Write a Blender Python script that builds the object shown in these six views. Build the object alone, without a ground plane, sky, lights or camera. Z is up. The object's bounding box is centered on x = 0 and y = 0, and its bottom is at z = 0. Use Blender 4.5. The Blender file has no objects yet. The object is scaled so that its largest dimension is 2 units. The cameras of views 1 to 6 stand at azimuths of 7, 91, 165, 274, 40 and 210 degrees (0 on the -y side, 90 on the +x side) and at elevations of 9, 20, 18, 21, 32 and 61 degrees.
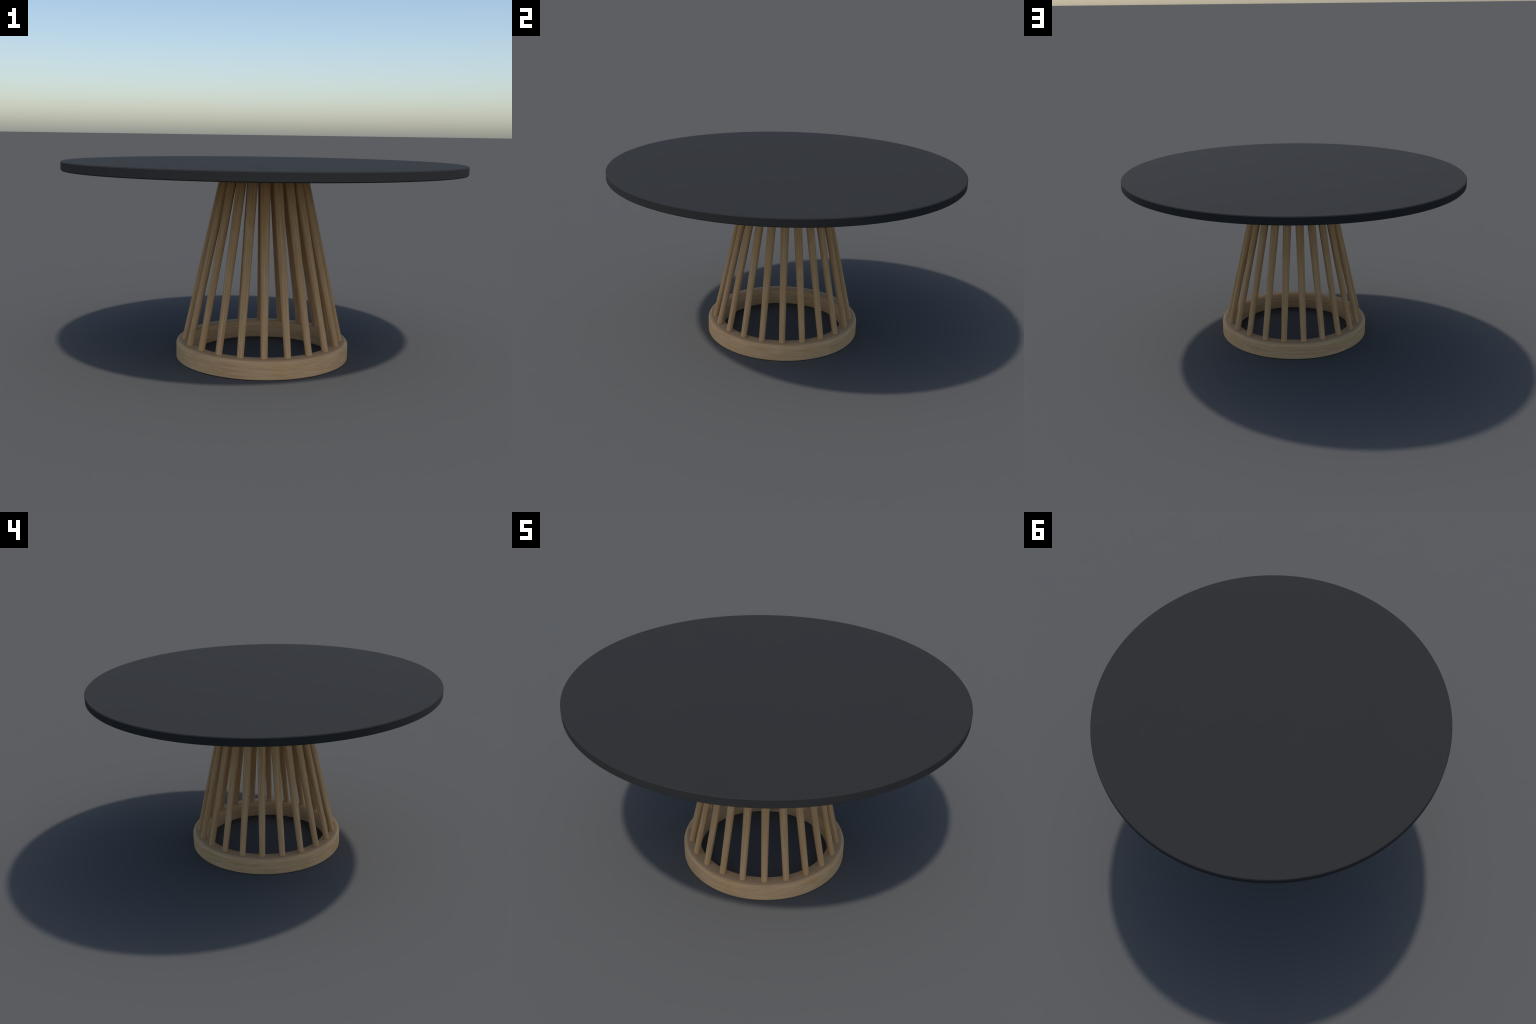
"""Round pedestal table: black chamfered disc top on a cone of tapered wooden
spindles standing on a turned wooden ring."""
import bpy, bmesh, math

TAU = 2.0 * math.pi

# ------------------------------------------------------------------ sizes (m)
TOP_RADIUS, TOP_Z, TOP_UNDERSIDE, TOP_CHAMFER = 1.0, 1.0, 0.9560, 0.0043
RING_OUTER, RING_INNER, RING_HEIGHT, RING_FILLET = 0.4445, 0.3555, 0.0900, 0.0210
RING_MIDDLE = 0.5 * (RING_OUTER + RING_INNER)
SPINDLE_COUNT = 22
SPINDLE_FOOT_R, SPINDLE_HEAD_R = 0.4012, 0.2002      # distance from table axis
SPINDLE_FOOT_Z, SPINDLE_HEAD_Z = 0.0875, 0.9620
SPINDLE_ROUND = 0.0165                               # radius at the foot
SPINDLE_HEAD_WIDTH, SPINDLE_HEAD_DEPTH = 0.0263, 0.0160   # half sizes at the head


# ------------------------------------------------------------------ mesh tools
def lathe(name, profile, segments, closed):
    """Revolve (radius, z) points around z. closed: profile is a loop (ring);
    otherwise its two ends are capped with flat discs."""
    bm = bmesh.new()
    rows = []
    for r, z in profile:
        rows.append([bm.verts.new((r * math.cos(TAU * i / segments),
                                   r * math.sin(TAU * i / segments), z))
                     for i in range(segments)])
    count = len(rows) if closed else len(rows) - 1
    for j in range(count):
        a, b = rows[j], rows[(j + 1) % len(rows)]
        for i in range(segments):
            k = (i + 1) % segments
            bm.faces.new((a[i], a[k], b[k], b[i]))
    if not closed:
        bm.faces.new(list(reversed(rows[0])))
        bm.faces.new(rows[-1])
    bmesh.ops.recalc_face_normals(bm, faces=bm.faces[:])
    for f in bm.faces:
        f.smooth = True
    for e in bm.edges:
        if len(e.link_faces) == 2 and e.calc_face_angle(0.0) > math.radians(28):
            e.smooth = False
    mesh = bpy.data.meshes.new(name)
    bm.to_mesh(mesh)
    bm.free()
    return mesh


def add(name, mesh, parent, material):
    obj = bpy.data.objects.new(name, mesh)
    bpy.context.scene.collection.objects.link(obj)
    obj.parent = parent
    if not mesh.materials:
        mesh.materials.append(material)
    return obj


def arc(cr, cz, radius, start, end, steps):
    return [(cr + radius * math.cos(math.radians(start + (end - start) * i / steps)),
             cz + radius * math.sin(math.radians(start + (end - start) * i / steps)))
            for i in range(steps + 1)]


# ------------------------------------------------------------------ node tools
class Nodes:
    def __init__(self, name):
        self.mat = bpy.data.materials.new(name)
        self.mat.use_nodes = True
        self.tree = self.mat.node_tree
        self.tree.nodes.clear()
        self.out = self.tree.nodes.new("ShaderNodeOutputMaterial")
        self.bsdf = self.tree.nodes.new("ShaderNodeBsdfPrincipled")
        self.tree.links.new(self.bsdf.outputs[0], self.out.inputs[0])

    def put(self, socket, value):
        if isinstance(value, bpy.types.NodeSocket):
            self.tree.links.new(value, socket)
        else:
            socket.default_value = value

    def math(self, op, *args, clamp=False):
        n = self.tree.nodes.new("ShaderNodeMath")
        n.operation = op
        n.use_clamp = clamp
        for s, v in zip(n.inputs, args):
            self.put(s, v)
        return n.outputs[0]

    def step(self, value, lo, hi):
        n = self.tree.nodes.new("ShaderNodeMapRange")
        n.interpolation_type = 'SMOOTHSTEP'
        for i, v in enumerate((value, lo, hi, 0.0, 1.0)):
            self.put(n.inputs[i], v)
        return n.outputs[0]

    def xyz(self, x, y, z):
        n = self.tree.nodes.new("ShaderNodeCombineXYZ")
        for s, v in zip(n.inputs, (x, y, z)):
            self.put(s, v)
        return n.outputs[0]

    def split(self, vector):
        n = self.tree.nodes.new("ShaderNodeSeparateXYZ")
        self.put(n.inputs[0], vector)
        return n.outputs

    def noise(self, vector, scale, detail=2.0, rough=0.5):
        n = self.tree.nodes.new("ShaderNodeTexNoise")
        self.put(n.inputs["Vector"], vector)
        self.put(n.inputs["Scale"], scale)
        self.put(n.inputs["Detail"], detail)
        self.put(n.inputs["Roughness"], rough)
        return n.outputs["Fac"]

    def mix(self, fac, a, b):
        n = self.tree.nodes.new("ShaderNodeMix")
        n.data_type = 'RGBA'
        self.put(n.inputs["Factor"], fac)
        self.put(n.inputs["A"], a if isinstance(a, bpy.types.NodeSocket) else (*a, 1.0))
        self.put(n.inputs["B"], b if isinstance(b, bpy.types.NodeSocket) else (*b, 1.0))
        return n.outputs["Result"]

    def tone(self, colour, factor):
        n = self.tree.nodes.new("ShaderNodeMix")
        n.data_type = 'RGBA'
        n.blend_type = 'MULTIPLY'
        self.put(n.inputs["Factor"], 1.0)
        self.put(n.inputs["A"], colour)
        self.put(n.inputs["B"], (*factor, 1.0))
        return n.outputs["Result"]

    def mix_value(self, fac, a, b):
        n = self.tree.nodes.new("ShaderNodeMix")
        self.put(n.inputs["Factor"], fac)
        self.put(n.inputs["A"], a)
        self.put(n.inputs["B"], b)
        return n.outputs["Result"]

    def bump(self, height, strength, distance):
        n = self.tree.nodes.new("ShaderNodeBump")
        self.put(n.inputs["Strength"], strength)
        self.put(n.inputs["Distance"], distance)
        self.put(n.inputs["Height"], height)
        self.put(self.bsdf.inputs["Normal"], n.outputs[0])


# ------------------------------------------------------------------ materials
WOOD_MID = (0.631, 0.395, 0.195)
WOOD_DARK = (0.492, 0.293, 0.137)
WOOD_LIGHT = (0.736, 0.491, 0.270)
WOOD_AMBER = (0.612, 0.352, 0.126)
WOOD_PALE = (0.707, 0.514, 0.324)
WOOD_FACE = (0.600, 0.388, 0.205)
WOOD_FACE_DARK = (0.505, 0.312, 0.158)


def wood_colour(n, fibre, fine, patch, pale, tone):
    """Fine fibre lines over a mid tone, with amber and pale patches."""
    c = n.mix(n.step(fibre, 0.38, 0.62), WOOD_DARK, WOOD_LIGHT)
    c = n.mix(0.38, c, WOOD_MID)
    c = n.mix(n.math('MULTIPLY', n.step(fine, 0.50, 0.72), 0.40), c, WOOD_LIGHT)
    c = n.mix(n.math('MULTIPLY', n.step(fine, 0.50, 0.28), 0.40), c, WOOD_DARK)
    c = n.mix(n.math('MULTIPLY', n.step(patch, 0.52, 0.72), 0.48), c, WOOD_AMBER)
    c = n.mix(n.math('MULTIPLY', n.step(pale, 0.55, 0.75), 0.42), c, WOOD_PALE)
    return n.tone(c, tone)


def spindle_wood():
    n = Nodes("oak_spindle")
    co = n.tree.nodes.new("ShaderNodeTexCoord").outputs["Object"]
    info = n.tree.nodes.new("ShaderNodeObjectInfo").outputs["Random"]
    x, y, z = n.split(co)
    seed = n.math('MULTIPLY', info, 37.0)
    fibre = n.noise(n.xyz(x, y, n.math('ADD', n.math('MULTIPLY', z, 0.012), seed)), 230, 3, 0.6)
    fine = n.noise(n.xyz(x, y, n.math('ADD', n.math('MULTIPLY', z, 0.018), seed)), 420, 2, 0.6)
    patch = n.noise(n.xyz(x, y, n.math('ADD', n.math('MULTIPLY', z, 0.22), seed)), 30, 2)
    pale = n.noise(n.xyz(y, x, n.math('ADD', n.math('MULTIPLY', z, 0.25), seed)), 45, 2)
    n.put(n.bsdf.inputs["Base Color"],
          wood_colour(n, fibre, fine, patch, pale, (0.925, 0.875, 0.815)))
    n.put(n.bsdf.inputs["Roughness"], 0.75)
    n.put(n.bsdf.inputs["Specular IOR Level"], 0.12)
    n.bump(fibre, 0.12, 0.0010)
    return n.mat


def ring_wood():
    n = Nodes("oak_ring")
    co = n.tree.nodes.new("ShaderNodeTexCoord").outputs["Object"]
    x, y, z = n.split(co)
    rho = n.math('SQRT', n.math('ADD', n.math('MULTIPLY', x, x), n.math('MULTIPLY', y, y)))
    off = n.math('ABSOLUTE', n.math('SUBTRACT', rho, RING_MIDDLE))
    # across: distance along the ring's cross-section, so the fibres run round
    across = n.math('SUBTRACT', z, n.math('MULTIPLY', off, 0.8))

    def bent(stretch, shift):
        return n.xyz(n.math('MULTIPLY', x, stretch), n.math('MULTIPLY', y, stretch),
                     n.math('ADD', across, shift))
    fibre = n.noise(bent(0.017, 0.0), 300, 3, 0.6)
    fine = n.noise(bent(0.025, 3.1), 480, 2, 0.6)
    patch = n.noise(bent(0.48, 5.3), 24, 2)
    pale = n.noise(bent(0.20, 8.7), 52, 2)
    side = wood_colour(n, fibre, fine, patch, pale, (1.0, 0.965, 0.94))

    # flat top: straight boards, fibres along x
    def board(stretch, shift):
        return n.xyz(n.math('ADD', n.math('MULTIPLY', x, stretch), shift), y, 0.0)
    f_top = n.noise(board(0.05, 0.0), 210, 3, 0.65)
    streak = n.noise(board(0.10, 4.0), 120, 1)
    face = n.mix(n.step(f_top, 0.34, 0.66), WOOD_FACE_DARK, WOOD_FACE)
    face = n.mix(n.math('MULTIPLY', n.step(streak, 0.72, 0.78), 0.8), face, (0.70, 0.58, 0.47))
    flat = RING_MIDDLE - RING_INNER - RING_FILLET
    on_top = n.math('MULTIPLY', n.step(off, flat + 0.009, flat - 0.001),
                    n.step(z, RING_HEIGHT * 0.7, RING_HEIGHT * 0.9))
    n.put(n.bsdf.inputs["Base Color"], n.mix(on_top, side, face))
    n.put(n.bsdf.inputs["Roughness"], 0.75)
    n.put(n.bsdf.inputs["Specular IOR Level"], 0.12)
    n.bump(n.mix_value(on_top, fibre, f_top), 0.12, 0.0010)
    return n.mat


def black_lacquer():
    n = Nodes("matt_black_lacquer")
    co = n.tree.nodes.new("ShaderNodeTexCoord").outputs["Object"]
    cloud = n.noise(co, 2.2, 3)
    n.put(n.bsdf.inputs["Base Color"], n.mix(cloud, (0.0250, 0.0246, 0.0242), (0.0260, 0.0256, 0.0252)))
    n.put(n.bsdf.inputs["Roughness"], 0.90)
    n.put(n.bsdf.inputs["Specular IOR Level"], 0.20)
    return n.mat


# ------------------------------------------------------------------ the table
table = bpy.data.objects.new("round_table", None)
bpy.context.scene.collection.objects.link(table)
table["label"] = "round black table top on slanted wooden spindle base"
table["category"] = "table"

R, c = TOP_RADIUS, TOP_CHAMFER
add("tabletop",
    lathe("tabletop", [(R * 0.5, TOP_UNDERSIDE), (R - c, TOP_UNDERSIDE), (R, TOP_UNDERSIDE + c),
                       (R, TOP_Z - c), (R - c, TOP_Z), (R * 0.5, TOP_Z)], 256, False),
    table, black_lacquer())

b, s = RING_FILLET, 0.0012
ring_profile = ([(RING_INNER + s, 0.0), (RING_OUTER - s, 0.0), (RING_OUTER, s)]
                + arc(RING_OUTER - b, RING_HEIGHT - b, b, 0, 90, 10)
                + arc(RING_INNER + b, RING_HEIGHT - b, b, 90, 180, 10)
                + [(RING_INNER, s)])
add("base_ring", lathe("base_ring", ring_profile, 192, True), table, ring_wood())

# one spindle along its local z, foot at the origin: a round dowel whose section
# widens sideways (local y, tangential) into a rounded slat towards the head
lean = math.atan2(SPINDLE_FOOT_R - SPINDLE_HEAD_R, SPINDLE_HEAD_Z - SPINDLE_FOOT_Z)
length = math.hypot(SPINDLE_FOOT_R - SPINDLE_HEAD_R, SPINDLE_HEAD_Z - SPINDLE_FOOT_Z)


def spindle_section(t, z, inset=0.0, steps=40):
    depth = SPINDLE_ROUND + (SPINDLE_HEAD_DEPTH - SPINDLE_ROUND) * t
    width = SPINDLE_ROUND + (SPINDLE_HEAD_WIDTH - SPINDLE_ROUND) * t
    points = []
    for i in range(steps):
        a = TAU * (i + 0.5) / steps
        x, y = (depth - inset) * math.cos(a), (depth - inset) * math.sin(a)
        points.append((x, y + math.copysign(width - depth, y), z))
    return points


def loft(name, sections):
    bm = bmesh.new()
    rows = [[bm.verts.new(p) for p in sec] for sec in sections]
    for r0, r1 in zip(rows, rows[1:]):
        for i in range(len(r0)):
            k = (i + 1) % len(r0)
            bm.faces.new((r0[i], r0[k], r1[k], r1[i]))
    bm.faces.new(list(reversed(rows[0])))
    bm.faces.new(rows[-1])
    bmesh.ops.recalc_face_normals(bm, faces=bm.faces[:])
    for f in bm.faces:
        f.smooth = len(f.verts) == 4
    mesh = bpy.data.meshes.new(name)
    bm.to_mesh(mesh)
    bm.free()
    return mesh


ease = 0.0035                                        # rounding of the foot
sections = [spindle_section(0.0, ease * 1.5 * (1 - math.cos(a)), ease * (1 - math.sin(a)))
            for a in (0.0, 0.4, 0.8, 1.2)]
sections += [spindle_section(t, ease * 1.5 + (length - ease * 1.5) * t)
             for t in (i / 12 for i in range(13))]
spindle_mesh = loft("spindle", sections)
oak = spindle_wood()
spindle_mesh.materials.append(oak)
for i in range(SPINDLE_COUNT):
    a = TAU * i / SPINDLE_COUNT
    spindle = bpy.data.objects.new("spindle", spindle_mesh)
    bpy.context.scene.collection.objects.link(spindle)
    spindle.parent = table
    spindle.location = (SPINDLE_FOOT_R * math.cos(a), SPINDLE_FOOT_R * math.sin(a), SPINDLE_FOOT_Z)
    spindle.rotation_euler = (0.0, -lean, a)
